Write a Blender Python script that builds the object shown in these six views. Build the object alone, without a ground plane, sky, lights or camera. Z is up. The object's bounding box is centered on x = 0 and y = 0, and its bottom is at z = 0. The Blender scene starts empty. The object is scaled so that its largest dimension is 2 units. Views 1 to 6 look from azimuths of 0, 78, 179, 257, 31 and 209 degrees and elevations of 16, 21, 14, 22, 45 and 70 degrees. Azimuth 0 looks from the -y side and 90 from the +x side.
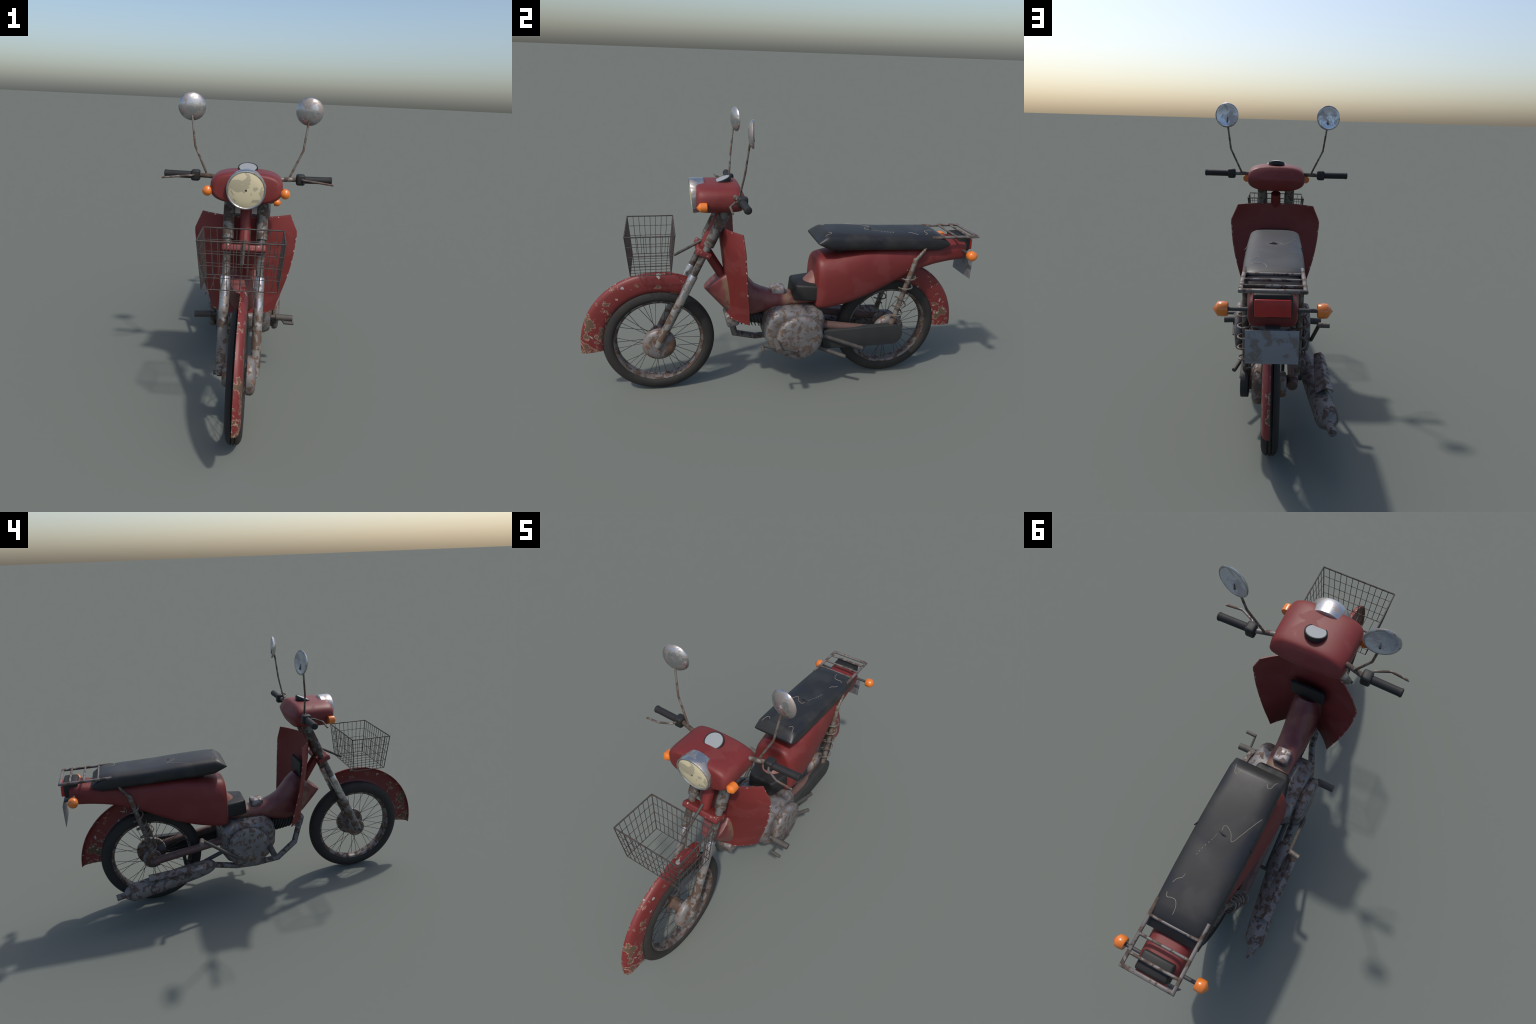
import bpy, bmesh, math, random
from mathutils import Vector, Matrix

random.seed(7)
V = Vector
PI = math.pi


# ------------------------------------------------------------------ materials
class Nodes:
    """Small helper for writing shader graphs."""

    def __init__(self, name):
        self.m = bpy.data.materials.new(name)
        self.m.use_nodes = True
        self.t = self.m.node_tree
        self.t.nodes.clear()
        self.out = self.t.nodes.new('ShaderNodeOutputMaterial')
        self.b = self.t.nodes.new('ShaderNodeBsdfPrincipled')
        self.t.links.new(self.b.outputs[0], self.out.inputs[0])
        self.co = self.t.nodes.new('ShaderNodeTexCoord').outputs['Object']
        s = self.t.nodes.new('ShaderNodeSeparateXYZ')
        self.t.links.new(self.co, s.inputs[0])
        self.x, self.y, self.z = s.outputs

    def put(self, sock, val):
        if hasattr(val, 'is_output'):
            self.t.links.new(val, sock)
        elif isinstance(val, (tuple, list)) and len(val) == 3 and sock.type == 'RGBA':
            sock.default_value = (*val, 1)
        else:
            sock.default_value = val

    def noise(self, scale, detail=4, rough=0.55, dist=0.0, offset=0.0, stretch=None):
        n = self.t.nodes.new('ShaderNodeTexNoise')
        mp = self.t.nodes.new('ShaderNodeMapping')
        mp.inputs['Location'].default_value = (offset, offset * 1.7, offset * 0.6)
        if stretch:
            mp.inputs['Scale'].default_value = stretch
        self.t.links.new(self.co, mp.inputs[0])
        self.t.links.new(mp.outputs[0], n.inputs['Vector'])
        n.inputs['Scale'].default_value = scale
        n.inputs['Detail'].default_value = detail
        n.inputs['Roughness'].default_value = rough
        n.inputs['Distortion'].default_value = dist
        return n.outputs['Fac']

    def math(self, op, a, b=0.0, clamp=False):
        n = self.t.nodes.new('ShaderNodeMath')
        n.operation = op
        n.use_clamp = clamp
        self.put(n.inputs[0], a)
        self.put(n.inputs[1], b)
        return n.outputs[0]

    def step(self, val, lo, hi):
        """smooth ramp 0..1 while val goes lo..hi (lo may exceed hi)."""
        n = self.t.nodes.new('ShaderNodeMapRange')
        n.interpolation_type = 'SMOOTHSTEP'
        self.put(n.inputs[0], val)
        if lo < hi:
            n.inputs[1].default_value, n.inputs[2].default_value = lo, hi
        else:
            n.inputs[1].default_value, n.inputs[2].default_value = hi, lo
            n.inputs[3].default_value, n.inputs[4].default_value = 1, 0
        return n.outputs[0]

    def mix(self, f, a, b):
        n = self.t.nodes.new('ShaderNodeMix')
        n.data_type = 'RGBA'
        self.put(n.inputs[0], f)
        self.put(n.inputs[6], a)
        self.put(n.inputs[7], b)
        return n.outputs[2]

    def fmix(self, f, a, b):
        n = self.t.nodes.new('ShaderNodeMix')
        n.data_type = 'FLOAT'
        self.put(n.inputs[0], f)
        self.put(n.inputs[2], a)
        self.put(n.inputs[3], b)
        return n.outputs[0]

    def bump(self, h, strength=0.2, distance=0.002):
        n = self.t.nodes.new('ShaderNodeBump')
        n.inputs['Strength'].default_value = strength
        n.inputs['Distance'].default_value = distance
        self.put(n.inputs['Height'], h)
        self.put(self.b.inputs['Normal'], n.outputs[0])

    def done(self, color, rough=0.5, metal=0.0, **kw):
        self.put(self.b.inputs['Base Color'], color)
        self.put(self.b.inputs['Roughness'], rough)
        self.put(self.b.inputs['Metallic'], metal)
        for k, v in kw.items():
            self.put(self.b.inputs[k.replace('_', ' ')], v)
        return self.m


def rusty(name, metal, rust, dark, scale=26, thr=0.53, metallic=0.25, rough=0.5, edge=0.02, off=0.0, speck=True):
    g = Nodes(name)
    n = g.noise(scale, 6, 0.6, 0.4, off)
    mask = g.step(n, thr, thr + edge)
    tone = g.noise(scale * 0.6, 3, 0.5, 0, off + 3)
    met = g.mix(g.step(tone, 0.35, 0.65), metal, tuple(c * 0.78 for c in metal))
    rc = g.mix(g.step(g.noise(scale * 1.3, 4, 0.6, 0, off + 8), 0.4, 0.6), rust, dark)
    if speck:
        sp = g.step(g.noise(scale * 5, 3, 0.6, 0, off + 5), 0.66, 0.70)
        mask = g.math('MAXIMUM', mask, g.math('MULTIPLY', sp, 0.8))
    col = g.mix(mask, met, rc)
    g.bump(g.noise(scale * 12, 2), 0.12, 0.001)
    return g.done(col, g.fmix(mask, rough, 0.85), g.fmix(mask, metallic, 0.0))


RED = (0.143, 0.020, 0.019)
RUST = (0.17, 0.095, 0.055)


def red_paint(name, fade=0.35):
    g = Nodes(name)
    blot = g.step(g.noise(9, 3, 0.5, 0.3), 0.52, 0.56)
    col = g.mix(g.math('MULTIPLY', blot, fade), RED, (0.170, 0.040, 0.037))
    fine = g.step(g.noise(30, 4), 0.35, 0.75)
    col = g.mix(g.math('MULTIPLY', fine, 0.18), col, (0.12, 0.02, 0.018))
    return g.done(col, g.fmix(blot, 0.5, 0.6), 0.0, Specular_IOR_Level=0.35)


def fender_paint():
    """red, with chips that have a pale primer rim round brown rust, most at the foot of the fender."""
    g = Nodes('chipped_red_paint')
    low = g.step(g.z, 0.62, 0.30)
    n = g.noise(21, 4, 0.58, 0.5, 1.3)
    crown = g.step(g.math('ADD', g.x, g.math('MULTIPLY', g.noise(40, 2), 0.012)), 0.018, 0.004)
    n = g.math('ADD', n, g.math('MULTIPLY', low, 0.085))
    n = g.math('ADD', n, g.math('MULTIPLY', crown, 0.07))
    rim = g.step(n, 0.632, 0.640)
    core = g.step(n, 0.650, 0.658)
    spots = g.step(g.noise(30, 2, 0.4, 0.2, 5.1), 0.68, 0.69)
    dustn = g.step(g.noise(120, 2, 0.6, 0, 2), 0.62, 0.7)
    col = g.mix(g.math('MULTIPLY', g.math('MULTIPLY', dustn, low), 0.4), RED, (0.33, 0.16, 0.12))
    foot = g.step(g.math('ADD', g.z, g.math('MULTIPLY', g.noise(38, 5, 0.65), 0.22)), 0.385, 0.345)
    rustc = g.mix(g.step(g.noise(50, 4), 0.4, 0.6), (0.115, 0.060, 0.032), (0.085, 0.056, 0.034))
    col = g.mix(g.math('MULTIPLY', foot, 0.5), col, rustc)
    col = g.mix(rim, col, (0.33, 0.215, 0.165))
    col = g.mix(core, col, rustc)
    col = g.mix(spots, col, (0.28, 0.265, 0.24))
    return g.done(col, g.fmix(g.math('MAXIMUM', rim, foot), 0.48, 0.75), 0.0, Specular_IOR_Level=0.4)


def chipped_edge(name, thr=0.60):
    g = Nodes(name)
    chip = g.step(g.noise(45, 4, 0.6, 0.3, 2.2), thr, thr + 0.02)
    return g.done(g.mix(chip, RED, (0.48, 0.34, 0.28)), 0.55)


def frame_paint():
    """faded red with brown grime where the frame meets other parts."""
    g = Nodes('faded_red_frame_paint')
    grime = g.noise(22, 4, 0.6, 0.2)
    near = g.math('MAXIMUM', g.step(g.math('ABSOLUTE', g.math('ADD', g.y, 0.285)), 0.035, 0.01),
                  g.step(g.math('ABSOLUTE', g.math('SUBTRACT', g.y, 0.06)), 0.10, 0.03))
    mask = g.math('MULTIPLY', g.step(grime, 0.38, 0.6), near)
    fade = g.step(g.noise(10, 3), 0.42, 0.6)
    col = g.mix(fade, (0.125, 0.026, 0.026), (0.165, 0.052, 0.046))
    col = g.mix(mask, col, (0.17, 0.10, 0.062))
    return g.done(col, 0.45)


def plain(name, col, rough=0.5, metal=0.0, var=0.15, scale=20, **kw):
    g = Nodes(name)
    n = g.step(g.noise(scale, 3), 0.35, 0.65)
    return g.done(g.mix(n, col, tuple(c * (1 - var) for c in col)), rough, metal, **kw)


M = {}
M['red'] = red_paint('faded_red_paint')
M['fender'] = fender_paint()
M['edge'] = chipped_edge('chipped_paint_edge')
M['clamp'] = chipped_edge('chipped_clamp_paint', 0.645)
M['frame'] = frame_paint()
M['pink'] = plain('bleached_red_tube', (0.235, 0.10, 0.08), 0.5, 0, 0.3, 14)
M['fork'] = rusty('rusty_fork_steel', (0.140, 0.138, 0.128), (0.080, 0.052, 0.037), (0.045, 0.033, 0.027), 26, 0.485, 0.2, 0.5, 0.03)
M['engine'] = rusty('rusty_engine_alloy', (0.172, 0.163, 0.163), (0.112, 0.074, 0.052), (0.075, 0.053, 0.042), 36, 0.495, 0.2, 0.5, 0.07)
M['hub'] = rusty('rusty_wheel_hub', (0.175, 0.162, 0.160), (0.150, 0.080, 0.045), (0.085, 0.055, 0.040), 24, 0.47, 0.2, 0.5, 0.06, off=1.2)
M['muffler'] = rusty('rusty_muffler', (0.150, 0.142, 0.140), (0.080, 0.053, 0.042), (0.052, 0.037, 0.031), 38, 0.515, 0.15, 0.55, 0.03)
M['rack'] = rusty('rusty_rack_steel', (0.155, 0.138, 0.128), (0.085, 0.054, 0.039), (0.050, 0.036, 0.029), 26, 0.49, 0.15, 0.55, 0.04)
M['shock'] = rusty('rusty_shock_steel', (0.150, 0.135, 0.120), (0.105, 0.063, 0.041), (0.060, 0.044, 0.035), 28, 0.48, 0.15, 0.55, 0.05)
M['rim'] = rusty('rusty_rim_steel', (0.150, 0.132, 0.124), (0.090, 0.050, 0.033), (0.045, 0.032, 0.026), 28, 0.485, 0.25, 0.5, 0.04)
M['bar'] = rusty('rusty_handlebar_steel', (0.150, 0.135, 0.120), (0.095, 0.056, 0.037), (0.050, 0.035, 0.027), 30, 0.47, 0.2, 0.5, 0.05)
M['wire'] = rusty('rusty_wire', (0.048, 0.043, 0.041), (0.062, 0.034, 0.022), (0.030, 0.022, 0.019), 40, 0.5, 0.1, 0.6, 0.06, speck=False)
M['spoke'] = plain('dark_spoke_wire', (0.045, 0.034, 0.028), 0.6, 0.1, 0.4)
M['cap'] = rusty('worn_cap_metal', (0.300, 0.280, 0.285), (0.180, 0.125, 0.100), (0.130, 0.095, 0.080), 26, 0.48, 0.3, 0.45, 0.06)
M['swing'] = rusty('rusty_brown_swingarm', (0.130, 0.072, 0.060), (0.095, 0.057, 0.041), (0.075, 0.050, 0.042), 18, 0.52, 0.05, 0.6, 0.1)


def chrome(name, fade_z=None):
    g = Nodes(name)
    stain = g.step(g.noise(24, 5, 0.6, 0.3, 4), 0.50, 0.58)
    col = g.mix(g.math('MULTIPLY', stain, 0.75), (0.44, 0.44, 0.445), (0.20, 0.16, 0.135))
    met = g.fmix(stain, 0.9, 0.5)
    rgh = g.fmix(stain, 0.27, 0.55)
    if fade_z:
        zz = g.math('ADD', g.z, g.math('MULTIPLY', g.math('SUBTRACT', g.noise(22, 4, 0.6), 0.5), 0.25))
        worn = g.step(zz, fade_z + 0.02, fade_z - 0.03)
        blot = g.step(g.noise(25, 5, 0.6, 0.3, 9), 0.49, 0.52)
        wcol = g.mix(blot, (0.155, 0.148, 0.138), (0.09, 0.057, 0.04))
        col = g.mix(worn, col, wcol)
        met = g.fmix(worn, met, 0.12)
        rgh = g.fmix(worn, rgh, 0.65)
    return g.done(col, rgh, met)


M['chrome'] = chrome('stained_chrome')
M['sleeve'] = chrome('half_worn_chrome', 0.515)


def mirror_glass():
    g = Nodes('stained_mirror_glass')
    st = g.step(g.noise(28, 4, 0.6, 0.4, 2), 0.46, 0.6)
    col = g.mix(st, (0.56, 0.60, 0.68), (0.38, 0.35, 0.36))
    return g.done(col, g.fmix(st, 0.25, 0.5), g.fmix(st, 0.8, 0.35))


M['glass'] = mirror_glass()


def rubber():
    g = Nodes('dusty_tyre_rubber')
    n = g.step(g.noise(14, 4), 0.35, 0.65)
    col = g.mix(n, (0.025, 0.0235, 0.022), (0.032, 0.029, 0.026))
    return g.done(col, 0.75, Specular_IOR_Level=0.25)


M['rubber'] = rubber()
M['grip'] = plain('black_grip_rubber', (0.018, 0.018, 0.019), 0.65, Specular_IOR_Level=0.3)
M['black'] = plain('black_plastic', (0.018, 0.018, 0.018), 0.55, Specular_IOR_Level=0.3)
M['peg'] = plain('grey_peg_rubber', (0.068, 0.061, 0.054), 0.7, 0, 0.3)
M['dark'] = plain('dark_steel', (0.045, 0.044, 0.044), 0.6, 0.1)
M['case'] = plain('dull_black_chain_case', (0.030, 0.031, 0.030), 0.6, Specular_IOR_Level=0.3)


def leather():
    g = Nodes('worn_black_seat_leather')
    blue = g.step(g.noise(7, 2, 0.5, 0.2, 3), 0.54, 0.58)
    worn = g.step(g.noise(11, 3, 0.5, 0, 7), 0.5, 0.68)
    col = g.mix(blue, (0.018, 0.018, 0.018), (0.015, 0.016, 0.020))
    col = g.mix(g.math('MULTIPLY', worn, 0.6), col, (0.034, 0.033, 0.032))
    g.bump(g.noise(300, 2), 0.08, 0.001)
    return g.done(col, g.fmix(blue, 0.47, 0.42), 0.0, Specular_IOR_Level=0.36)


M['seat'] = leather()
M['crack'] = plain('cream_foam_crack', (0.33, 0.30, 0.235), 0.8)
M['orange'] = plain('orange_lens', (0.64, 0.165, 0.018), 0.25, 0, 0.08, Coat_Weight=0.4)
M['taillens'] = plain('red_tail_lens', (0.36, 0.014, 0.014), 0.3, 0, 0.2)


def lamp_glass():
    g = Nodes('yellowed_lamp_glass')
    st = g.step(g.noise(19, 4, 0.5, 0.6, 4.4), 0.55, 0.565)
    return g.done(g.mix(st, (0.53, 0.47, 0.31), (0.35, 0.315, 0.22)), 0.4)


M['lamp'] = lamp_glass()


def dial():
    g = Nodes('grey_dial_glass')
    n = g.step(g.noise(900, 1), 0.35, 0.65)
    return g.done(g.mix(n, (0.28, 0.295, 0.30), (0.21, 0.225, 0.235)), 0.45)


M['dial'] = dial()


def plate_metal():
    g = Nodes('stained_plate_metal')
    st = g.step(g.noise(26, 4, 0.6, 0.2, 1), 0.48, 0.62)
    return g.done(g.mix(st, (0.20, 0.215, 0.25), (0.15, 0.135, 0.125)), 0.5, 0.3)


M['plate'] = plate_metal()

# ------------------------------------------------------------------ geometry
ROOT = bpy.data.objects.new('moped', None)
bpy.context.collection.objects.link(ROOT)
ROOT['label'] = 'rusty old red moped with wire front basket'
ROOT['category'] = 'moped'


class Part:
    """Collects geometry in a bmesh and turns it into an object; several materials allowed."""

    def __init__(self, name, mats, parent=None, sharp=35, bevel=0.0, kind=None):
        self.name, self.parent, self.sharp, self.bevel, self.kind = name, parent or ROOT, sharp, bevel, kind
        self.mats = mats if isinstance(mats, (list, tuple)) else [mats]
        self.bm = bmesh.new()

    def ring(self, pts):
        return [self.bm.verts.new(p) for p in pts]

    def skin(self, rings, closed=True, cap0=True, cap1=True, mi=0):
        for a, b in zip(rings, rings[1:]):
            n = len(a)
            for i in range(n if closed else n - 1):
                j = (i + 1) % n
                vs = [a[i], a[j], b[j], b[i]]
                vs = [v for k, v in enumerate(vs) if v not in vs[:k]]
                if len(vs) >= 3:
                    f = self.bm.faces.new(vs)
                    f.material_index = mi
        if cap0:
            self.bm.faces.new(rings[0][::-1]).material_index = mi
        if cap1:
            self.bm.faces.new(rings[-1]).material_index = mi

    def loft(self, sections, closed=True, cap0=True, cap1=True, mi=0):
        self.skin([self.ring(s) for s in sections], closed, cap0, cap1, mi)

    def tube(self, pts, r, seg=14, mi=0, ry=None):
        """swept round bar with mitred bends; r may be one radius or one per point."""
        pts = [V(p) for p in pts]
        rs = r if isinstance(r, (list, tuple)) else [r] * len(pts)
        dirs = [(b - a).normalized() for a, b in zip(pts, pts[1:])]
        ref = V((0, 0, 1)) if abs(dirs[0].z) < 0.9 else V((0, 1, 0))
        u = dirs[0].cross(ref).normalized()
        rings = []
        for i, p in enumerate(pts):
            d0 = dirs[max(i - 1, 0)]
            d1 = dirs[min(i, len(dirs) - 1)]
            t = (d0 + d1).normalized()
            w = d0.cross(u)
            ring = []
            for s in range(seg):
                a = 2 * PI * s / seg
                o = (u * math.cos(a) + w * math.sin(a)) * rs[i]
                ring.append(p + o - d0 * (o.dot(t) / d0.dot(t)))     # slide onto the mitre plane
            rings.append(ring)
            u = d0.rotation_difference(d1) @ u
        self.loft(rings, mi=mi)

    def lathe(self, origin, axis, profile, seg=32, mi=None, cap0=True, cap1=True):
        """profile = [(distance along axis, radius)...]; mi may list a material per band."""
        o, ax = V(origin), V(axis).normalized()
        ref = V((0, 0, 1)) if abs(ax.z) < 0.9 else V((0, 1, 0))
        u = ax.cross(ref).normalized()
        w = ax.cross(u)
        rings = []
        for t, r in profile:
            if r < 1e-6:
                rings.append([self.bm.verts.new(o + ax * t)] * seg)
            else:
                rings.append([self.bm.verts.new(o + ax * t + (u * math.cos(2 * PI * s / seg) + w * math.sin(2 * PI * s / seg)) * r)
                              for s in range(seg)])
        for k in range(len(rings) - 1):
            self.skin(rings[k:k + 2], cap0=False, cap1=False, mi=(mi[k] if mi else 0))
        if cap0 and profile[0][1] > 1e-6:
            self.bm.faces.new(rings[0][::-1]).material_index = mi[0] if mi else 0
        if cap1 and profile[-1][1] > 1e-6:
            self.bm.faces.new(rings[-1]).material_index = mi[-1] if mi else 0

    def box(self, c, size, rot=None, mi=0, taper=1.0):
        R = rot or Matrix.Identity(3)
        hx, hy, hz = (s / 2 for s in size)
        lo = [(-hx, -hy), (hx, -hy), (hx, hy), (-hx, hy)]
        a = [V(c) + R @ V((x, y, -hz)) for x, y in lo]
        b = [V(c) + R @ V((x * taper, y * taper, hz)) for x, y in lo]
        self.loft([a, b], mi=mi)

    def prism(self, poly, x0, x1, inset=0.0, drop=0.0, mi=0):
        """side profile [(y, z)] carried from x0 to x1."""
        self.loft([[V((x0, y, z)) for y, z in poly], [V((x1, y, z)) for y, z in poly]], mi=mi)

    def done(self):
        bm = self.bm
        bmesh.ops.recalc_face_normals(bm, faces=bm.faces)
        if self.bevel:
            ang = math.radians(self.sharp)
            es = [e for e in bm.edges if len(e.link_faces) == 2 and e.calc_face_angle(0) > ang]
            bmesh.ops.bevel(bm, geom=es, offset=self.bevel, segments=3, profile=0.5, affect='EDGES', clamp_overlap=True)
        me = bpy.data.meshes.new(self.name)
        bm.to_mesh(me)
        bm.free()
        me.polygons.foreach_set('use_smooth', [True] * len(me.polygons))
        me.set_sharp_from_angle(angle=math.radians(self.sharp))
        for m in self.mats:
            me.materials.append(M[m])
        ob = bpy.data.objects.new(self.name, me)
        bpy.context.collection.objects.link(ob)
        ob.parent = self.parent
        if self.kind:
            ob['kind'] = self.kind
        return ob


def empty_part(name, parent=None):
    ob = bpy.data.objects.new(name, None)
    bpy.context.collection.objects.link(ob)
    ob.parent = parent or ROOT
    return ob


def lerp_table(tab, t):
    """smooth interpolation in [(t, value or tuple)...]"""
    if t <= tab[0][0]:
        return tab[0][1:]
    for (a, b) in zip(tab, tab[1:]):
        if t <= b[0]:
            f = (t - a[0]) / (b[0] - a[0])
            return tuple(p + (q - p) * f for p, q in zip(a[1:], b[1:]))
    return tab[-1][1:]


def smooth_table(tab, t):
    """Catmull-Rom through the rows of tab."""
    ts = [r[0] for r in tab]
    if t <= ts[0]:
        return tab[0][1:]
    if t >= ts[-1]:
        return tab[-1][1:]
    i = max(k for k in range(len(ts) - 1) if ts[k] <= t)
    out = []
    h = ts[i + 1] - ts[i]
    f = (t - ts[i]) / h
    for c in range(1, len(tab[0])):
        p1, p2 = tab[i][c], tab[i + 1][c]
        m1 = (p2 - tab[i - 1][c]) / (ts[i + 1] - ts[i - 1]) if i > 0 else (p2 - p1) / h
        m2 = (tab[i + 2][c] - p1) / (ts[i + 2] - ts[i]) if i + 2 < len(ts) else (p2 - p1) / h
        f2, f3 = f * f, f * f * f
        out.append((2 * f3 - 3 * f2 + 1) * p1 + (f3 - 2 * f2 + f) * h * m1 + (-2 * f3 + 3 * f2) * p2 + (f3 - f2) * h * m2)
    return tuple(out)


# ------------------------------------------------------------------ wheels
FW = V((0, -0.622, 0.277))
RW = V((0, 0.587, 0.277))
R_TYRE = 0.277


def wheel(name, c, drum):
    w = empty_part(name)
    # tyre: rounded section with two tread grooves
    t = Part('tyre', 'rubber', w, sharp=40)
    half = [(0.0, R_TYRE - 0.002), (0.004, R_TYRE - 0.002), (0.0055, R_TYRE - 0.007), (0.0085, R_TYRE - 0.007), (0.010, R_TYRE - 0.0012),
            (0.017, R_TYRE - 0.003), (0.0235, R_TYRE - 0.008), (0.030, R_TYRE - 0.018), (0.0335, R_TYRE - 0.031), (0.034, R_TYRE - 0.041),
            (0.031, R_TYRE - 0.052), (0.024, R_TYRE - 0.058)]
    half[0] = (0.0, R_TYRE)
    half[1] = (0.004, R_TYRE)
    prof = [(-x, r) for x, r in half[:0:-1]] + half
    t.lathe(c, (1, 0, 0), prof, 72, cap0=False, cap1=False)
    t.done()
    # rim: hollow trough
    r = Part('rim', 'rim', w, sharp=40)
    rp = [(-0.026, 0.222), (-0.0275, 0.218), (-0.022, 0.209), (-0.010, 0.205), (0.010, 0.205), (0.022, 0.209), (0.0275, 0.218), (0.026, 0.222),
          (0.0, 0.2245), (-0.026, 0.222)]
    r.lathe(c, (1, 0, 0), rp, 72, cap0=False, cap1=False)
    r.done()
    # hub: axle barrel, big drum on one side, small plate on the other
    h = Part('hub', 'hub', w, sharp=35)
    h.lathe(c, (1, 0, 0), [(-0.063, 0.030), (-0.060, 0.046), (-0.052, 0.052), (-0.040, 0.052), (-0.036, 0.046), (-0.035, 0.030),
                           (0.034, 0.030), (0.036, 0.072), (0.040, 0.081), (0.058, 0.082), (0.068, 0.076), (0.076, 0.060), (0.078, 0.030)], 40)
    h.done()
    a = Part('axle', 'dark', w)
    a.lathe(c, (1, 0, 0), [(-0.084, 0.009), (-0.080, 0.010), (0.078, 0.010), (0.081, 0.009)], 12)
    a.done()
    # spokes in nine groups of four: rim angle, hub angle, hub radius and hub side of each
    for rim_a, hub_a, hub_r, side in ((0.0, 9.5, 0.070, 0.033), (8.8, 26.0, 0.047, -0.037), (16.3, 6.5, 0.070, 0.033), (25.5, 8.5, 0.047, -0.037)):
        p = Part('spoke', 'spoke', w)
        ra, ha = math.radians(rim_a), math.radians(hub_a)
        p.tube([V((side, hub_r * math.cos(ha), hub_r * math.sin(ha))), V((side * 0.2, 0.207 * math.cos(ra), 0.207 * math.sin(ra)))], 0.0013, 6)
        ob = p.done()
        ob.location = c
        first = math.radians(93.2)
        ob.rotation_euler = (first, 0, 0)
        for i in range(1, 9):
            o = ob.copy()
            o.rotation_euler = (first + 2 * PI * i / 9, 0, 0)
            bpy.context.collection.objects.link(o)
    return w


wheel('front_wheel', FW, 1)
wheel('rear_wheel', RW, 1)


# ------------------------------------------------------------------ fenders (half shells on the +x side, open on the other)
def fender(name, c, a0, a1, r_of):
    p = Part(name, 'fender', sharp=50)
    rings = []
    n = 56
    for i in range(n + 1):
        a = math.radians(a0 + (a1 - a0) * i / n)
        R = r_of(i / n)
        prof = [(0.0, R), (0.009, R - 0.0005), (0.016, R - 0.004), (0.022, R - 0.011), (0.0265, R - 0.024), (0.030, R - 0.050), (0.031, R - 0.075), (0.030, 0.284), (0.026, 0.272), (0.019, 0.2665)]
        outer = [(x, rr) for x, rr in prof]
        inner = [(max(x - 0.0025, 0.0), rr - (0.0025 if k < 4 else 0.0)) for k, (x, rr) in enumerate(prof)]
        loop = outer + inner[::-1]
        rings.append([c + V((x, math.cos(a) * rr, math.sin(a) * rr)) for x, rr in loop])
    p.loft(rings)
    return p.done()


fender('front_fender', FW, 186.5, 65.0, lambda t: 0.3785 - 0.012 * min(1, t * 1.5))
fender('rear_fender', RW, -2.0, 118.0, lambda t: 0.382 - 0.009 * min(1, t * 3))

# ------------------------------------------------------------------ front fork
fork = empty_part('front_fork')


def fy(z):
    """fore-aft position of the raked fork axis at height z"""
    return -0.4505 - (0.643 - z) * 0.486


for s in (1, -1):
    x = 0.0725 * s
    up = Part('upper_fork_tube', 'fork', fork, sharp=40)
    up.tube([(x, fy(0.97), 0.97), (x, fy(0.800), 0.800), (x, fy(0.793), 0.793)], [0.0252, 0.0252, 0.0245], 24)
    up.done()
    mid = Part('fork_stanchion', 'fork', fork)
    mid.tube([(x, fy(0.80), 0.80), (x, fy(0.63), 0.63)], 0.0168, 20)
    mid.done()
    lo = Part('fork_slider', 'sleeve', fork, sharp=40)
    lo.tube([(x, fy(0.6475), 0.6475), (x, fy(0.642), 0.642), (x, fy(0.60), 0.60), (x, fy(0.30), 0.30), (x, fy(0.275), 0.275)],
            [0.0195, 0.0218, 0.0215, 0.0205, 0.018], 24)
    lo.done()
    if s > 0:
        continue
    nut = Part('axle_nut', 'dark', fork)
    nut.lathe((x + 0.012 * s, FW.y - 0.004, FW.z + 0.008), (s, 0, 0), [(0, 0.009), (0.015, 0.009)], 6)
    nut.done()

axis = V((0, fy(0) - fy(1), -1)).normalized()          # down the fork
perp = V((0, axis.z, -axis.y)).normalized()
ROT = Matrix((V((1, 0, 0)), perp, axis)).transposed()
cl = Part('fork_clamp', 'clamp', fork, bevel=0.007)
cl.box((0, -0.400, 0.755), (0.188, 0.072, 0.030), ROT)
cl.done()
col = Part('steering_column', 'red', fork)
col.tube([(0, fy(0.935), 0.935), (0, fy(0.76), 0.76)], 0.0255, 24)
col.done()
# ------------------------------------------------------------------ headlight nacelle
nac = Part('headlight_nacelle', 'red', sharp=60)
ZC = 1.0195


def nacelle_ring(k, hw, hh, front):
    """one superellipse section; k = 0 front .. 1 back"""
    pts = []
    for i in range(48):
        a = 2 * PI * i / 48
        ca, sa = math.cos(a), math.sin(a)
        e = 2 / 2.9
        x = hw * math.copysign(abs(ca) ** e, ca)
        z = hh * math.copysign(abs(sa) ** e, sa)
        yf = -0.433
        yb = -0.203 - 0.52 * abs(z + 0.004) * (1.0 if z > 0 else 0.85) - 0.012 * (abs(x) / 0.15) ** 3
        pts.append(V((x, yf + (yb - yf) * k, ZC + z)))
    return pts


secs = []
for k, s in ((0.0, 0.50), (0.0, 0.82), (0.012, 0.885), (0.045, 0.94), (0.10, 0.975), (0.18, 0.993), (0.28, 1.0), (0.45, 1.0), (0.75, 0.995), (0.88, 0.985), (0.95, 0.965), (0.985, 0.935), (1.0, 0.88), (1.0, 0.45), (1.0, 0.05)):
    shrink_w = 0.152 - 0.152 * (1 - s) * 0.9 if s > 0.8 else 0.152 * s
    shrink_h = 0.0665 - 0.0665 * (1 - s) * 1.15 if s > 0.8 else 0.0665 * s
    secs.append(nacelle_ring(k, shrink_w, shrink_h, 0))
nac.loft(secs)
nac.done()

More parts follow.
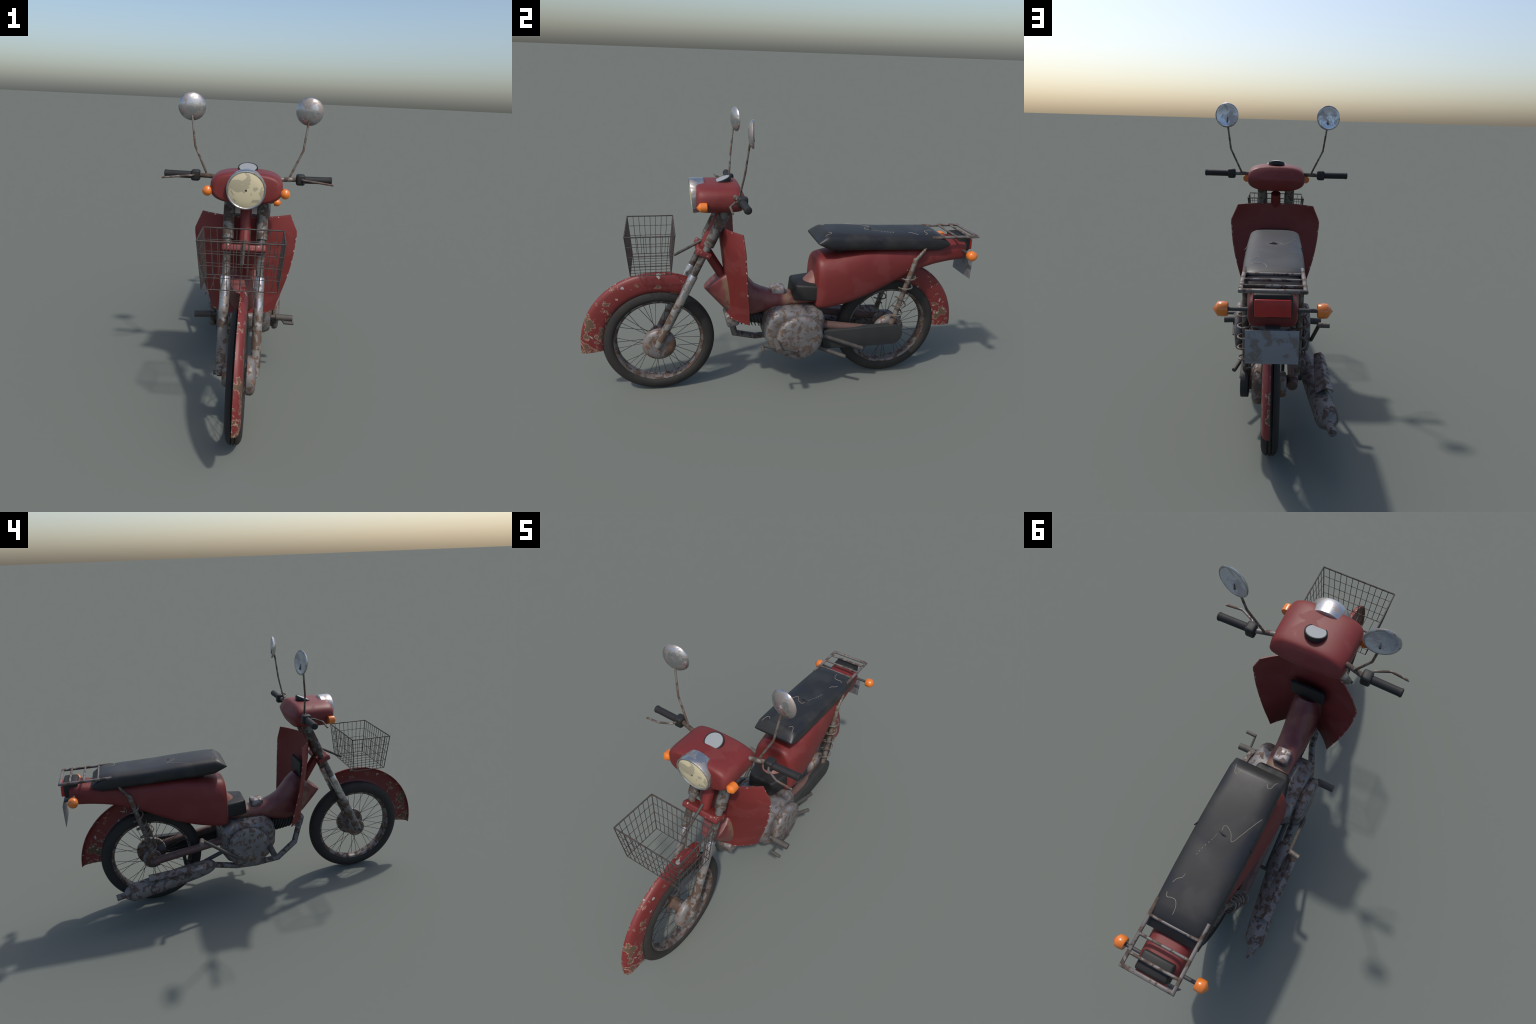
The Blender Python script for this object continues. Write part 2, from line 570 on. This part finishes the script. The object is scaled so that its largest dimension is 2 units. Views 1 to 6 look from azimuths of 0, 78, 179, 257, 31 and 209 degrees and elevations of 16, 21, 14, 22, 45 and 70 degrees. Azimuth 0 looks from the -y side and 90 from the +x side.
hl = Part('headlight', ['chrome', 'lamp', 'dark'], sharp=40)
hax = V((0, -1, -0.09)).normalized()
hc = V((0, -0.446, 1.0175))
hl.lathe(hc, hax, [(-0.061, 0.067), (-0.057, 0.0772), (-0.02, 0.0818), (0.0, 0.0835), (0.006, 0.081), (0.007, 0.077), (0.004, 0.0735)], 56,
         cap1=False, mi=[0] * 6)
hl.lathe(hc, hax, [(0.003, 0.075), (0.0045, 0.072), (0.008, 0.045), (0.0095, 0.020), (0.0098, 0.0048), (0.0088, 0.0040), (0.0080, 0.0)], 56, cap0=False,
         mi=[1, 1, 1, 1, 2, 2])
hl.done()

# speedometer half sunk in the nacelle, tilted toward the front
sp = Part('speedometer', ['black', 'dial'], sharp=35)
sax = V((0, -0.36, 0.93)).normalized()
sp.lathe((0, -0.310, 1.0965), sax, [(-0.022, 0.035), (-0.020, 0.040), (-0.006, 0.0435), (-0.001, 0.0425), (0.0, 0.039), (-0.0015, 0.0375), (-0.001, 0.0)],
         40, mi=[0, 0, 0, 0, 0, 1])
sp.done()

for s in (1, -1):
    ind = Part('front_indicator', 'orange', sharp=40)
    ind.lathe((0.1615 * s, -0.391, 1.003), (0, -1, 0), [(0, 0.0185), (0.0015, 0.0202), (0.015, 0.0215), (0.030, 0.0205), (0.034, 0.0165), (0.0475, 0.0)], 20)
    ind.done()

# ------------------------------------------------------------------ handlebar
hb = empty_part('handlebar')
for s in (1, -1):
    b = Part('handlebar_tube', 'bar', hb)
    b.tube([(0.11 * s, -0.269, 1.044), (0.15 * s, -0.264, 1.043), (0.215 * s, -0.247, 1.0435)], 0.0102, 18)
    b.done()
    sw = Part('switch_housing', 'black', hb, bevel=0.009)
    sw.box((0.2315 * s, -0.2455, 1.043), (0.039, 0.045, 0.048))
    sw.done()
    g = Part('grip', 'grip', hb, sharp=45)
    rad, pts = [], []
    for i in range(33):
        t = i / 32
        pts.append(((0.245 + 0.121 * t) * s, -0.2465 + 0.003 * t, 1.043 + 0.001 * t))
        rad.append(0.0155 + (0.0007 if i % 2 else 0) + (0.0012 if i >= 31 else 0))
    e = V(pts[-1])
    pts += [e + V((0.0015 * s, 0, 0)), e + V((0.004 * s, 0, 0))]
    rad += [0.0160, 0.0125]
    g.tube(pts, rad, 20)
    g.done()
    lv = Part('brake_lever', 'bar', hb)
    lv.tube([(0.236 * s, -0.262, 1.045), (0.246 * s, -0.2815, 1.0445), (0.301 * s, -0.308, 1.042), (0.371 * s, -0.306, 1.0335)], 0.0047, 10)
    lv.done()

# ------------------------------------------------------------------ mirrors
for s in (1, -1):
    mr = empty_part('mirror')
    st = Part('mirror_stem', 'bar', mr)
    st.tube([(0.180 * s, -0.253, 1.047), (0.2365 * s, -0.238, 1.168), (0.2505 * s, -0.226, 1.276), (0.2535 * s, -0.2225, 1.297)], 0.0048, 12)
    st.tube([(0.2535 * s, -0.221, 1.285), (0.2535 * s, -0.2065, 1.306), (0.2535 * s, -0.2085, 1.328)], [0.005, 0.0036, 0.0006], 8)
    st.done()
    hd = Part('mirror_head', ['chrome', 'glass'], mr, sharp=50)
    ax = V((0.19 * s, 1, 0.05)).normalized()
    hd.lathe((0.2535 * s, -0.219, 1.334), ax, [(-0.014, 0.0), (-0.0135, 0.012), (-0.011, 0.028), (-0.006, 0.043), (0.0, 0.053), (0.005, 0.0585), (0.009, 0.0602),
                                               (0.0115, 0.0585), (0.0125, 0.053), (0.0105, 0.046), (0.0085, 0.025), (0.008, 0.0)], 48,
             mi=[0] * 8 + [1] * 3)
    hd.done()

# ------------------------------------------------------------------ wire basket with its stay
bk = empty_part('basket')
TOP, BOT = 0.875, 0.685


def brow(f):
    """half width, front y, back y and height at fraction f from rim (0) to floor (1)"""
    return (0.1615 - 0.0185 * f, -0.7525 + 0.0165 * f, -0.534 - 0.0215 * f, TOP + (BOT - TOP) * f)


def rect(f):
    w, y0, y1, z = brow(f)
    return [V((-w, y0, z)), V((w, y0, z)), V((w, y1, z)), V((-w, y1, z))]


rimp = Part('basket_rim', 'wire', bk)
c4 = rect(0)
for i in range(4):
    rimp.tube([c4[i], c4[(i + 1) % 4]], 0.0032, 8)
rimp.done()


def wire(a, b, r=0.0014):
    p = Part('basket_wire', 'wire', bk)
    p.tube([a, b], r, 6)
    p.done()


for f in (0.25, 0.5, 0.75, 1.0):
    q = rect(f)
    for i in range(4):
        wire(q[i], q[(i + 1) % 4], 0.0020 if f == 1.0 else 0.0014)
t4, b4 = rect(0), rect(1)
for i in range(4):
    n = 12 if i % 2 == 0 else 8
    for k in range(n):
        wire(t4[i].lerp(t4[(i + 1) % 4], k / n), b4[i].lerp(b4[(i + 1) % 4], k / n), 0.0022 if k == 0 else 0.0014)
for k in range(1, 8):
    wire(b4[0].lerp(b4[1], k / 8), b4[3].lerp(b4[2], k / 8))
stay = Part('basket_stay', 'peg', bk)
stay.tube([(0, -0.403, 0.796), (0, -0.536, 0.726)], 0.0068, 12)
stay.done()

# ------------------------------------------------------------------ leg shield
# height, half width, fore-aft place of the middle, of the edge, and how sharply it curls back
LS = [(0.402, 0.149, -0.283, -0.1865, 1.9), (0.44, 0.159, -0.283, -0.190, 1.9), (0.50, 0.178, -0.286, -0.195, 1.9), (0.56, 0.196, -0.290, -0.203, 1.9), (0.62, 0.211, -0.295, -0.210, 1.9),
      (0.70, 0.2245, -0.305, -0.217, 2.0), (0.76, 0.2295, -0.312, -0.222, 2.0), (0.804, 0.2315, -0.317, -0.225, 2.0), (0.882, 0.1975, -0.324, -0.233, 2.0)]


def shield_pt(u, z, off):
    hw, yc, ye, p = lerp_table(LS, z) if z > 0.79 else smooth_table(LS, z)
    x = hw * u
    y = yc + (ye - yc) * abs(u) ** p
    g = (ye - yc) * p * abs(u) ** (p - 1) / hw * (1 if u > 0 else -1)
    n = V((-g, 1, 0)).normalized()
    return V((x, y, z)) + n * off


ls = Part('leg_shield', ['red', 'edge'], sharp=45)
us = [-1, -0.982, -0.95] + [-0.9 + 1.8 * i / 30 for i in range(31)] + [0.95, 0.982, 1]
zs = [0.402, 0.409] + [0.42 + i * 0.0226 for i in range(17)] + [0.804, 0.83, 0.855, 0.875, 0.882]
grid = {}
for o, off in enumerate((-0.0022, 0.0022)):
    for j, z in enumerate(zs):
        for i, u in enumerate(us):
            grid[o, i, j] = ls.bm.verts.new(shield_pt(u, z, off))
NI, NJ = len(us), len(zs)
for j in range(NJ - 1):
    for i in range(NI - 1):
        e = 1 if i in (0, NI - 2) or j in (0, NJ - 2) else 0
        for o in (0, 1):
            ls.bm.faces.new([grid[o, i, j], grid[o, i + 1, j], grid[o, i + 1, j + 1], grid[o, i, j + 1]]).material_index = e
for i in range(NI - 1):
    for j in (0, NJ - 1):
        ls.bm.faces.new([grid[0, i, j], grid[0, i + 1, j], grid[1, i + 1, j], grid[1, i, j]]).material_index = 1
for j in range(NJ - 1):
    for i in (0, NI - 1):
        ls.bm.faces.new([grid[0, i, j], grid[0, i, j + 1], grid[1, i, j + 1], grid[1, i, j]]).material_index = 1
ls.done()
gs = Part('rubber_gasket', 'black', bevel=0.003)
gs.box((0, -0.270, 0.702), (0.157, 0.016, 0.088))
gs.done()

# ------------------------------------------------------------------ frame
fr = empty_part('frame')
strut = Part('frame_down_tube', 'red', fr)
strut.tube([(0, -0.394, 0.765), (0, -0.300, 0.605)], 0.0235, 20)
strut.done()
bb = Part('backbone', 'frame', fr, sharp=50)
# rows: lower edge (y, z), upper edge (y, z), half width
SP = [(-0.392, 0.556, -0.243, 0.672, 0.050), (-0.396, 0.550, -0.240, 0.669, 0.058), (-0.374, 0.525, -0.226, 0.656, 0.065), (-0.339, 0.484, -0.200, 0.630, 0.069), (-0.299, 0.438, -0.172, 0.592, 0.070),
      (-0.262, 0.405, -0.142, 0.556, 0.069), (-0.19, 0.392, -0.105, 0.536, 0.066), (-0.12, 0.405, -0.062, 0.520, 0.062), (-0.05, 0.425, -0.01, 0.508, 0.059), (0.04, 0.44, 0.05, 0.505, 0.058), (0.17, 0.45, 0.17, 0.51, 0.058)]
secs = []
for y0, z0, y1, z1, hw in SP:
    a, b = V((0, y0, z0)), V((0, y1, z1))
    c, d = (a + b) / 2, (b - a) / 2
    ring = []
    for i in range(32):
        t = 2 * PI * i / 32
        ct, sn = math.cos(t), math.sin(t)
        e = 2 / 2.5
        ring.append(c + V((hw * math.copysign(abs(ct) ** e, ct), 0, 0)) + d * math.copysign(abs(sn) ** e, sn))
    secs.append(ring)
bb.loft(secs)
bb.done()
st = Part('seat_post', 'pink', fr)
st.tube([(0, 0.125, 0.488), (0, 0.267, 0.630)], 0.066, 32)
st.done()
fc = Part('filler_cap', 'cap', fr, bevel=0.012)
fc.box((0, -0.024, 0.520), (0.068, 0.073, 0.042))
fc.done()
bx = Part('air_box', 'black', bevel=0.012)
bx.loft([[V((-w, y, 0.484)), V((w, y, 0.484)), V((w * 0.95, y + o, 0.5665)), V((-w * 0.95, y + o, 0.5665))] for y, w, o in ((0.046, 0.068, 0.006), (0.060, 0.076, 0.003), (0.172, 0.104, 0))])
bx.done()

# ------------------------------------------------------------------ engine
en = empty_part('engine')
cs = Part('crankcase', 'engine', en, sharp=30, bevel=0.010)
CP = [(-0.055, 0.453), (-0.094, 0.420), (-0.106, 0.375), (-0.101, 0.300), (-0.070, 0.236), (-0.025, 0.205), (0.12, 0.205), (0.175, 0.225), (0.205, 0.275), (0.208, 0.400), (0.194, 0.428), (0.150, 0.453)]
cy, cz = 0.06, 0.33
rows = []
for x, k in ((-0.138, 0.86), (-0.108, 1.0), (0.108, 1.0), (0.138, 0.86)):
    rows.append([V((x, cy + (y - cy) * k, cz + (z - cz) * (k if z > cz else 0.5 + k / 2))) for y, z in CP])
cs.loft(rows)
cs.done()
for s in (1, -1):
    ds = Part('engine_cover', 'engine', en, sharp=45)
    ds.lathe((0, 0.066, 0.320), (s, 0, 0), [(0.12, 0.100), (0.148, 0.106), (0.150, 0.116), (0.156, 0.1190), (0.167, 0.1185), (0.175, 0.114), (0.180, 0.103), (0.184, 0.075), (0.185, 0.0)], 56)
    ds.done()
cyl = Part('cylinder_barrel', 'dark', en)
cyl.tube([(0, -0.08, 0.365), (0, -0.25, 0.392)], 0.034, 20)
cyl.done()
fax = V((0, -1, 0.16)).normalized()
for i in range(8):
    t = i / 7
    fn = Part('cooling_fin', 'peg', en)
    c = V((0, -0.098 - 0.126 * t, 0.367 + 0.020 * t))
    fn.lathe(c, V((0, -1, -0.42)), [(-0.0019, 0.052), (-0.0010, 0.0555), (0.0010, 0.0555), (0.0019, 0.052)], 32)
    fn.done()
hd = Part('cylinder_head', 'engine', en, bevel=0.016)
hd.box((0, -0.258, 0.382), (0.116, 0.066, 0.074), Matrix.Rotation(0.25, 3, 'X'))
hd.done()

# foot pegs, shift lever, kick starter
for s in (1, -1):
    pg = Part('foot_peg', 'peg', sharp=40)
    pg.tube([(0.14 * s, -0.054, 0.310), (0.168 * s, -0.054, 0.309)], 0.010, 12)
    pg.tube([(0.166 * s, -0.054, 0.309), (0.251 * s, -0.054, 0.305)], 0.0165, 20)
    pg.tube([(0.166 * s, -0.048, 0.312), (0.160 * s, -0.035, 0.268)], [0.013, 0.010], 8)
    pg.done()
gl = Part('gear_lever', 'peg')
gl.tube([(0.178, 0.055, 0.262), (0.196, 0.045, 0.265), (0.204, -0.131, 0.3125)], 0.0055, 10)
gl.done()
gp = Part('gear_pedal', 'peg')
gp.tube([(0.202, -0.132, 0.3125), (0.253, -0.134, 0.311)], 0.0085, 14)
gp.done()
kl = Part('kick_lever', 'peg')
kl.tube([(-0.180, 0.120, 0.275), (-0.190, 0.140, 0.285), (-0.208, 0.326, 0.434)], 0.0092, 12)
kl.done()
kp = Part('kick_pedal', 'shock')
kp.tube([(-0.206, 0.326, 0.434), (-0.255, 0.334, 0.437)], 0.0122, 14)
kp.done()
ss = Part('side_stand', 'peg')
ss.tube([(0.10, 0.12, 0.252), (0.122, 0.180, 0.234), (0.172, 0.311, 0.198)], 0.0105, 12)
ss.done()
for s in (1, -1):
    s2 = Part('stand_arm', 'peg' if s > 0 else 'dark')
    s2.tube([(0.122 * s, 0.19, 0.304), (0.129 * s, 0.416, 0.215)], 0.0108, 12)
    s2.done()
cst = Part('centre_stand', 'dark')
cst.tube([(-0.129, 0.411, 0.220), (0.129, 0.411, 0.220)], 0.0085, 10)
cst.tube([(-0.05, 0.414, 0.290), (-0.05, 0.405, 0.205)], 0.0075, 10)
cst.done()

# ------------------------------------------------------------------ exhaust
ex = empty_part('exhaust')
pp = Part('exhaust_pipe', 'muffler', ex, sharp=60)
pp.tube([(-0.050, -0.262, 0.385), (-0.058, -0.259, 0.360), (-0.058, -0.231, 0.252), (-0.109, -0.113, 0.197), (-0.126, 0.020, 0.194), (-0.140, 0.135, 0.206), (-0.156, 0.275, 0.246)], 0.0165, 16)
pp.done()
mf = Part('muffler', 'muffler', ex, sharp=40)
m0, m1 = V((-0.153, 0.258, 0.247)), V((-0.236, 0.794, 0.187))
L = (m1 - m0).length
mf.lathe(m0, m1 - m0, [(0.0, 0.016), (0.004, 0.021), (0.020, 0.031), (0.050, 0.0395), (0.10, 0.0440), (0.20, 0.0465), (0.33, 0.0475), (0.44, 0.0475), (0.465, 0.046), (0.49, 0.030),
                       (0.503, 0.0175), (0.508, 0.0165), (L, 0.0165), (L + 0.001, 0.013), (L - 0.002, 0.011)], 32)
mf.done()
hs = Part('heat_shield', 'muffler', ex, sharp=40)
rows = []
for t in [i / 12 for i in range(13)]:
    inner = V((-0.196, 0.314, 0.291)).lerp(V((-0.184, 0.622, 0.263)), t)
    outer = V((-0.240, 0.318, 0.283)).lerp(V((-0.250, 0.620, 0.274)), t)
    low = V((-0.2405, 0.318, 0.276)).lerp(V((-0.2525, 0.620, 0.265)), t)
    mid = (inner + outer) / 2 + V((-0.004, 0, 0.014))
    path = [inner, mid, outer, low]
    rows.append([p + V((0, 0, 0.0)) for p in path] + [p + V((0.005, 0, -0.005)) for p in path[::-1]])
hs.loft(rows)
hs.done()

# ------------------------------------------------------------------ swing arm, chain case, shocks
for s in (1, -1):
    sa = Part('swing_arm', 'swing', sharp=40)
    sa.tube([(0.085 * s, 0.17, 0.352), (0.090 * s, 0.575, 0.286)], 0.0215, 18)
    sa.tube([(0.086 * s, 0.555, 0.283), (0.086 * s, 0.60, 0.277)], [0.026, 0.022], 14)
    sa.done()
ccp = []
for y, z in ((0.20, 0.223), (0.40, 0.221), (0.580, 0.222)):
    ccp.append((y, z))
for i in range(1, 12):
    a = -PI / 2 + PI * i / 12
    ccp.append((0.586 + 0.052 * math.cos(a), 0.278 + 0.056 * math.sin(a)))
ccp += [(0.58, 0.336), (0.40, 0.331), (0.20, 0.327)]
cc = Part('chain_case', 'case', bevel=0.004)
cc.prism(ccp, 0.090, 0.123)
cc.done()

for s in (1, -1):
    sk = empty_part('shock_absorber')
    b0, b1 = V((0.1035 * s, 0.574, 0.318)), V((0.1035 * s, 0.669, 0.698))
    d = (b1 - b0).normalized()
    tb = Part('shock_body', 'shock', sk, sharp=40)
    tb.tube([b0, b0 + d * 0.10, b0.lerp(b1, 0.80), b1 - d * 0.004, b1], [0.0135, 0.0135, 0.0125, 0.0125, 0.0105], 16)
    tb.tube([V((0.106 * s, 0.666, 0.690)), V((0.107 * s, 0.684, 0.712)), V((0.107 * s, 0.706, 0.742)), V((0.107 * s, 0.716, 0.755))], [0.0095, 0.0085, 0.0075, 0.003], 12)
    tb.done()
    sp = Part('coil_spring', 'shock', sk)
    u = d.cross(V((1, 0, 0))).normalized()
    w = d.cross(u)
    n = 5.5
    s0, s1 = b0 + d * 0.040, b0 + d * 0.322
    pts = []
    for i in range(131):
        t = i / 130
        a = 2 * PI * n * t
        r = 0.0305 if 0.02 < t < 0.98 else 0.024
        pts.append(s0.lerp(s1, t) + (u * math.cos(a) + w * math.sin(a)) * r)
    sp.tube(pts, 0.0036, 8)
    sp.done()

# ------------------------------------------------------------------ body and tail
BD = [  # y, top, bottom, half width
    (0.157, 0.684, 0.457, 0.104), (0.162, 0.697, 0.450, 0.111), (0.173, 0.706, 0.447, 0.118), (0.188, 0.710, 0.446, 0.1245), (0.225, 0.718, 0.450, 0.128), (0.31, 0.731, 0.468, 0.129), (0.376, 0.741, 0.487, 0.126), (0.442, 0.747, 0.511, 0.122),
    (0.508, 0.747, 0.541, 0.117), (0.596, 0.746, 0.583, 0.107), (0.67, 0.748, 0.614, 0.099), (0.758, 0.753, 0.643, 0.091), (0.855, 0.766, 0.661, 0.086), (0.92, 0.776, 0.667, 0.084), (0.945, 0.775, 0.669, 0.082), (0.958, 0.768, 0.672, 0.078), (0.962, 0.755, 0.680, 0.070)]


def body_ring(y):
    top, bot, w = smooth_table(BD, y)
    h = top - bot
    front = max(0.0, min(1.0, (0.75 - y) / 0.45))     # 1 on the side panels, 0 on the tail
    nose = max(0.0, min(1.0, (0.40 - y) / 0.16))      # 1 on the rounded front of the panels
    # crown, shoulder, slowly widening flank, tuck-in at the foot
    soft = [(0, 0), (0.30, 0.004), (0.50, 0.024), (0.65, 0.066), (0.78, 0.13), (0.885, 0.225), (0.95, 0.34), (0.985, 0.50), (1.0, 0.70), (0.985, 0.84), (0.95, 0.94), (0.88, 1.0), (0.4, 1.0), (0, 1.0)]
    broad = [(0, 0), (0.32, 0.002), (0.56, 0.010), (0.73, 0.028), (0.83, 0.065), (0.90, 0.14), (0.95, 0.26), (0.985, 0.42), (1.0, 0.62), (0.985, 0.82), (0.95, 0.93), (0.88, 1.0), (0.4, 1.0), (0, 1.0)]
    full = [(a[0] * nose + b[0] * (1 - nose), a[1] * nose + b[1] * (1 - nose)) for a, b in zip(soft, broad)]
    tail = [(0, 0), (0.35, 0.004), (0.60, 0.03), (0.78, 0.10), (0.89, 0.20), (0.95, 0.31), (0.985, 0.42), (1.0, 0.52), (1.0, 0.66), (0.985, 0.80), (0.94, 0.91), (0.80, 1.0), (0.4, 1.0), (0, 1.0)]
    half = [((a[0] * front + b[0] * (1 - front)) * w, top - h * (a[1] * front + b[1] * (1 - front))) for a, b in zip(full, tail)]
    left = [(-x, z) for x, z in half[-2:0:-1]]
    return [V((x, y, z)) for x, z in half + left]


bd = Part('body_shell', 'red', sharp=55)
ys = [0.157, 0.160, 0.166, 0.175, 0.187, 0.20, 0.22] + [0.24 + 0.0225 * i for i in range(31)] + [0.93, 0.942, 0.950, 0.957, 0.9605, 0.962]
bd.loft([body_ring(y) for y in ys])
body_ob = bd.done()
sd = body_ob.modifiers.new('smooth', 'SUBSURF')
sd.levels = sd.render_levels = 1

# ------------------------------------------------------------------ seat
ST = [  # y, top z, mid z (widest), bottom z, half width, crown flatness
    (0.152, 0.798, 0.793, 0.787, 0.108), (0.165, 0.814, 0.791, 0.780, 0.110), (0.195, 0.837, 0.788, 0.766, 0.1125), (0.215, 0.838, 0.787, 0.756, 0.113), (0.31, 0.837, 0.784, 0.751, 0.115), (0.41, 0.832, 0.783, 0.749, 0.1165),
    (0.51, 0.825, 0.780, 0.746, 0.1165), (0.61, 0.823, 0.777, 0.743, 0.116), (0.70, 0.822, 0.773, 0.739, 0.114), (0.765, 0.820, 0.770, 0.736, 0.112), (0.80, 0.812, 0.768, 0.735, 0.1115), (0.818, 0.798, 0.767, 0.745, 0.1105), (0.842, 0.777, 0.768, 0.760, 0.108)]


def seat_ring(y):
    top, mid, bot, w = lerp_table(ST, y)
    half = [(0, top)]
    for i in range(1, 9):
        a = PI / 2 * i / 9
        e = 2 / 3.8
        half.append((w * math.sin(a) ** e, mid + (top - mid) * math.cos(a) ** e))
    half.append((w, mid))
    for i in range(1, 5):
        a = PI / 2 * i / 5
        half.append((w * (0.80 + 0.20 * math.cos(a)), mid - (mid - bot) * math.sin(a)))
    half += [(0.4 * w, bot), (0, bot)]
    left = [(-x, z) for x, z in half[-2:0:-1]]
    return [V((x, y, z)) for x, z in half + left]


se = Part('seat', 'seat', sharp=38)
ys = [0.152, 0.165, 0.18, 0.195, 0.205, 0.215] + [0.24 + 0.03 * i for i in range(18)] + [0.765, 0.785, 0.80, 0.818, 0.842]
se.loft([seat_ring(y) for y in ys])
seat_ob = se.done()


def seat_top(x, y):
    top, mid, bot, w = lerp_table(ST, y)
    q = min(1.0, abs(x) / w) ** 3.8
    return mid + (top - mid) * (1 - q) ** (1 / 3.8)


bs = Part('seat_base', 'black', bevel=0.004)
bs.box((0, 0.52, 0.742), (0.09, 0.50, 0.046))
bs.done()

# cracks in the leather that show pale foam, and small torn flaps
CR = [[(-0.10, 0.335), (-0.085, 0.365), (-0.06, 0.42), (-0.045, 0.452), (-0.036, 0.455), (-0.022, 0.43), (0.0, 0.415), (0.012, 0.418), (0.012, 0.435)],
      [(0.022, 0.455), (0.028, 0.478), (0.045, 0.52), (0.055, 0.56)],
      [(0.055, 0.63), (0.058, 0.645), (0.067, 0.652), (0.075, 0.66), (0.082, 0.675)],
      [(0.083, 0.712), (0.074, 0.727), (0.058, 0.723), (0.040, 0.725), (0.028, 0.745), (0.025, 0.772)],
      [(0.088, 0.185), (0.082, 0.197), (0.077, 0.215), (0.068, 0.222), (0.060, 0.215), (0.056, 0.207)],
      [(-0.088, 0.185), (-0.082, 0.197), (-0.077, 0.215), (-0.068, 0.222), (-0.060, 0.215), (-0.056, 0.207)]]
cr = Part('seat_crack', 'crack', seat_ob.parent)
for path in CR:
    n = 6 * (len(path) - 1)
    tab = [(float(i), *p) for i, p in enumerate(path)]
    seq = [smooth_table(tab, (len(path) - 1) * i / n) for i in range(n + 1)]
    for i in range(n):
        if path is CR[1] and i % 2:
            continue
        a, b = seq[i], seq[i + 1]
        b = (a[0] + (b[0] - a[0]) * 0.86, a[1] + (b[1] - a[1]) * 0.86)
        cr.tube([(a[0], a[1], seat_top(*a) + 0.0002), (b[0], b[1], seat_top(*b) + 0.0002)], 0.0008, 6)
cr.done()
tf = Part('seat_tear', 'black')
tf.tube([(0.022, 0.441, seat_top(0.022, 0.441)), (0.002, 0.447, seat_top(0, 0.447) + 0.004), (-0.014, 0.449, seat_top(-0.014, 0.449))], [0.001, 0.003, 0.001], 6)
for s in (1, -1):
    tf.tube([(0.108 * s, 0.445, 0.812), (0.1205 * s, 0.458, 0.8015)], [0.005, 0.0022], 6)
tf.done()

# ------------------------------------------------------------------ carrier rack
rk = empty_part('carrier_rack')
rail = Part('rack_rail', 'rack', rk, sharp=50)
rail.tube([(0.102, 0.742, 0.805), (0.102, 0.9915, 0.803), (-0.102, 0.9915, 0.803), (-0.102, 0.742, 0.805)], 0.0076, 14)
rail.done()
for y in (0.807, 0.877, 0.945):
    br = Part('rack_bar', 'rack', rk)
    br.tube([(-0.101, y, 0.805), (0.101, y, 0.805)], 0.0056, 12)
    br.done()

# ------------------------------------------------------------------ tail lamp, rear indicators, number plate
tl = empty_part('tail_lamp')
tb = Part('tail_lamp_housing', 'black', tl, bevel=0.010)
tb.loft([[V((x, y0, z)) for x, z in ((-0.064, 0.709), (0.064, 0.709), (0.064, z1), (-0.064, z1))] for y0, z1 in ((0.912, 0.789), (0.984, 0.790))])
tb.done()
lens = Part('tail_lamp_lens', 'taillens', tl, bevel=0.004)
lens.box((0, 0.9875, 0.7465), (0.116, 0.020, 0.057), Matrix.Rotation(0.06, 3, 'X'))
lens.done()
for s in (1, -1):
    ri = empty_part('rear_indicator')
    sk = Part('indicator_stalk', 'dark', ri)
    sk.tube([(0.06 * s, 0.937, 0.7225), (0.15 * s, 0.937, 0.7225)], 0.0068, 12)
    sk.done()
    il = Part('indicator_lens', 'orange', ri, sharp=40)
    il.lathe((0.145 * s, 0.937, 0.7225), (s, 0, 0), [(0.0, 0.0215), (0.002, 0.0232), (0.018, 0.0252), (0.032, 0.0240), (0.036, 0.0200), (0.0505, 0.0)], 20)
    il.done()
np_ = Part('number_plate', 'plate', bevel=0.0006)
np_.loft([[V((x, y0, z)) for x, z, y0 in ((-0.086, 0.676, 0.9975 + o), (0.086, 0.676, 0.9975 + o), (0.086, 0.5615, 0.997 + o), (-0.086, 0.5615, 0.997 + o))] for o in (0.0, 0.0025)])
np_.done()
bkt = Part('plate_bracket', 'dark', bevel=0.002)
bkt.box((0, 0.968, 0.676), (0.05, 0.058, 0.008))
bkt.done()
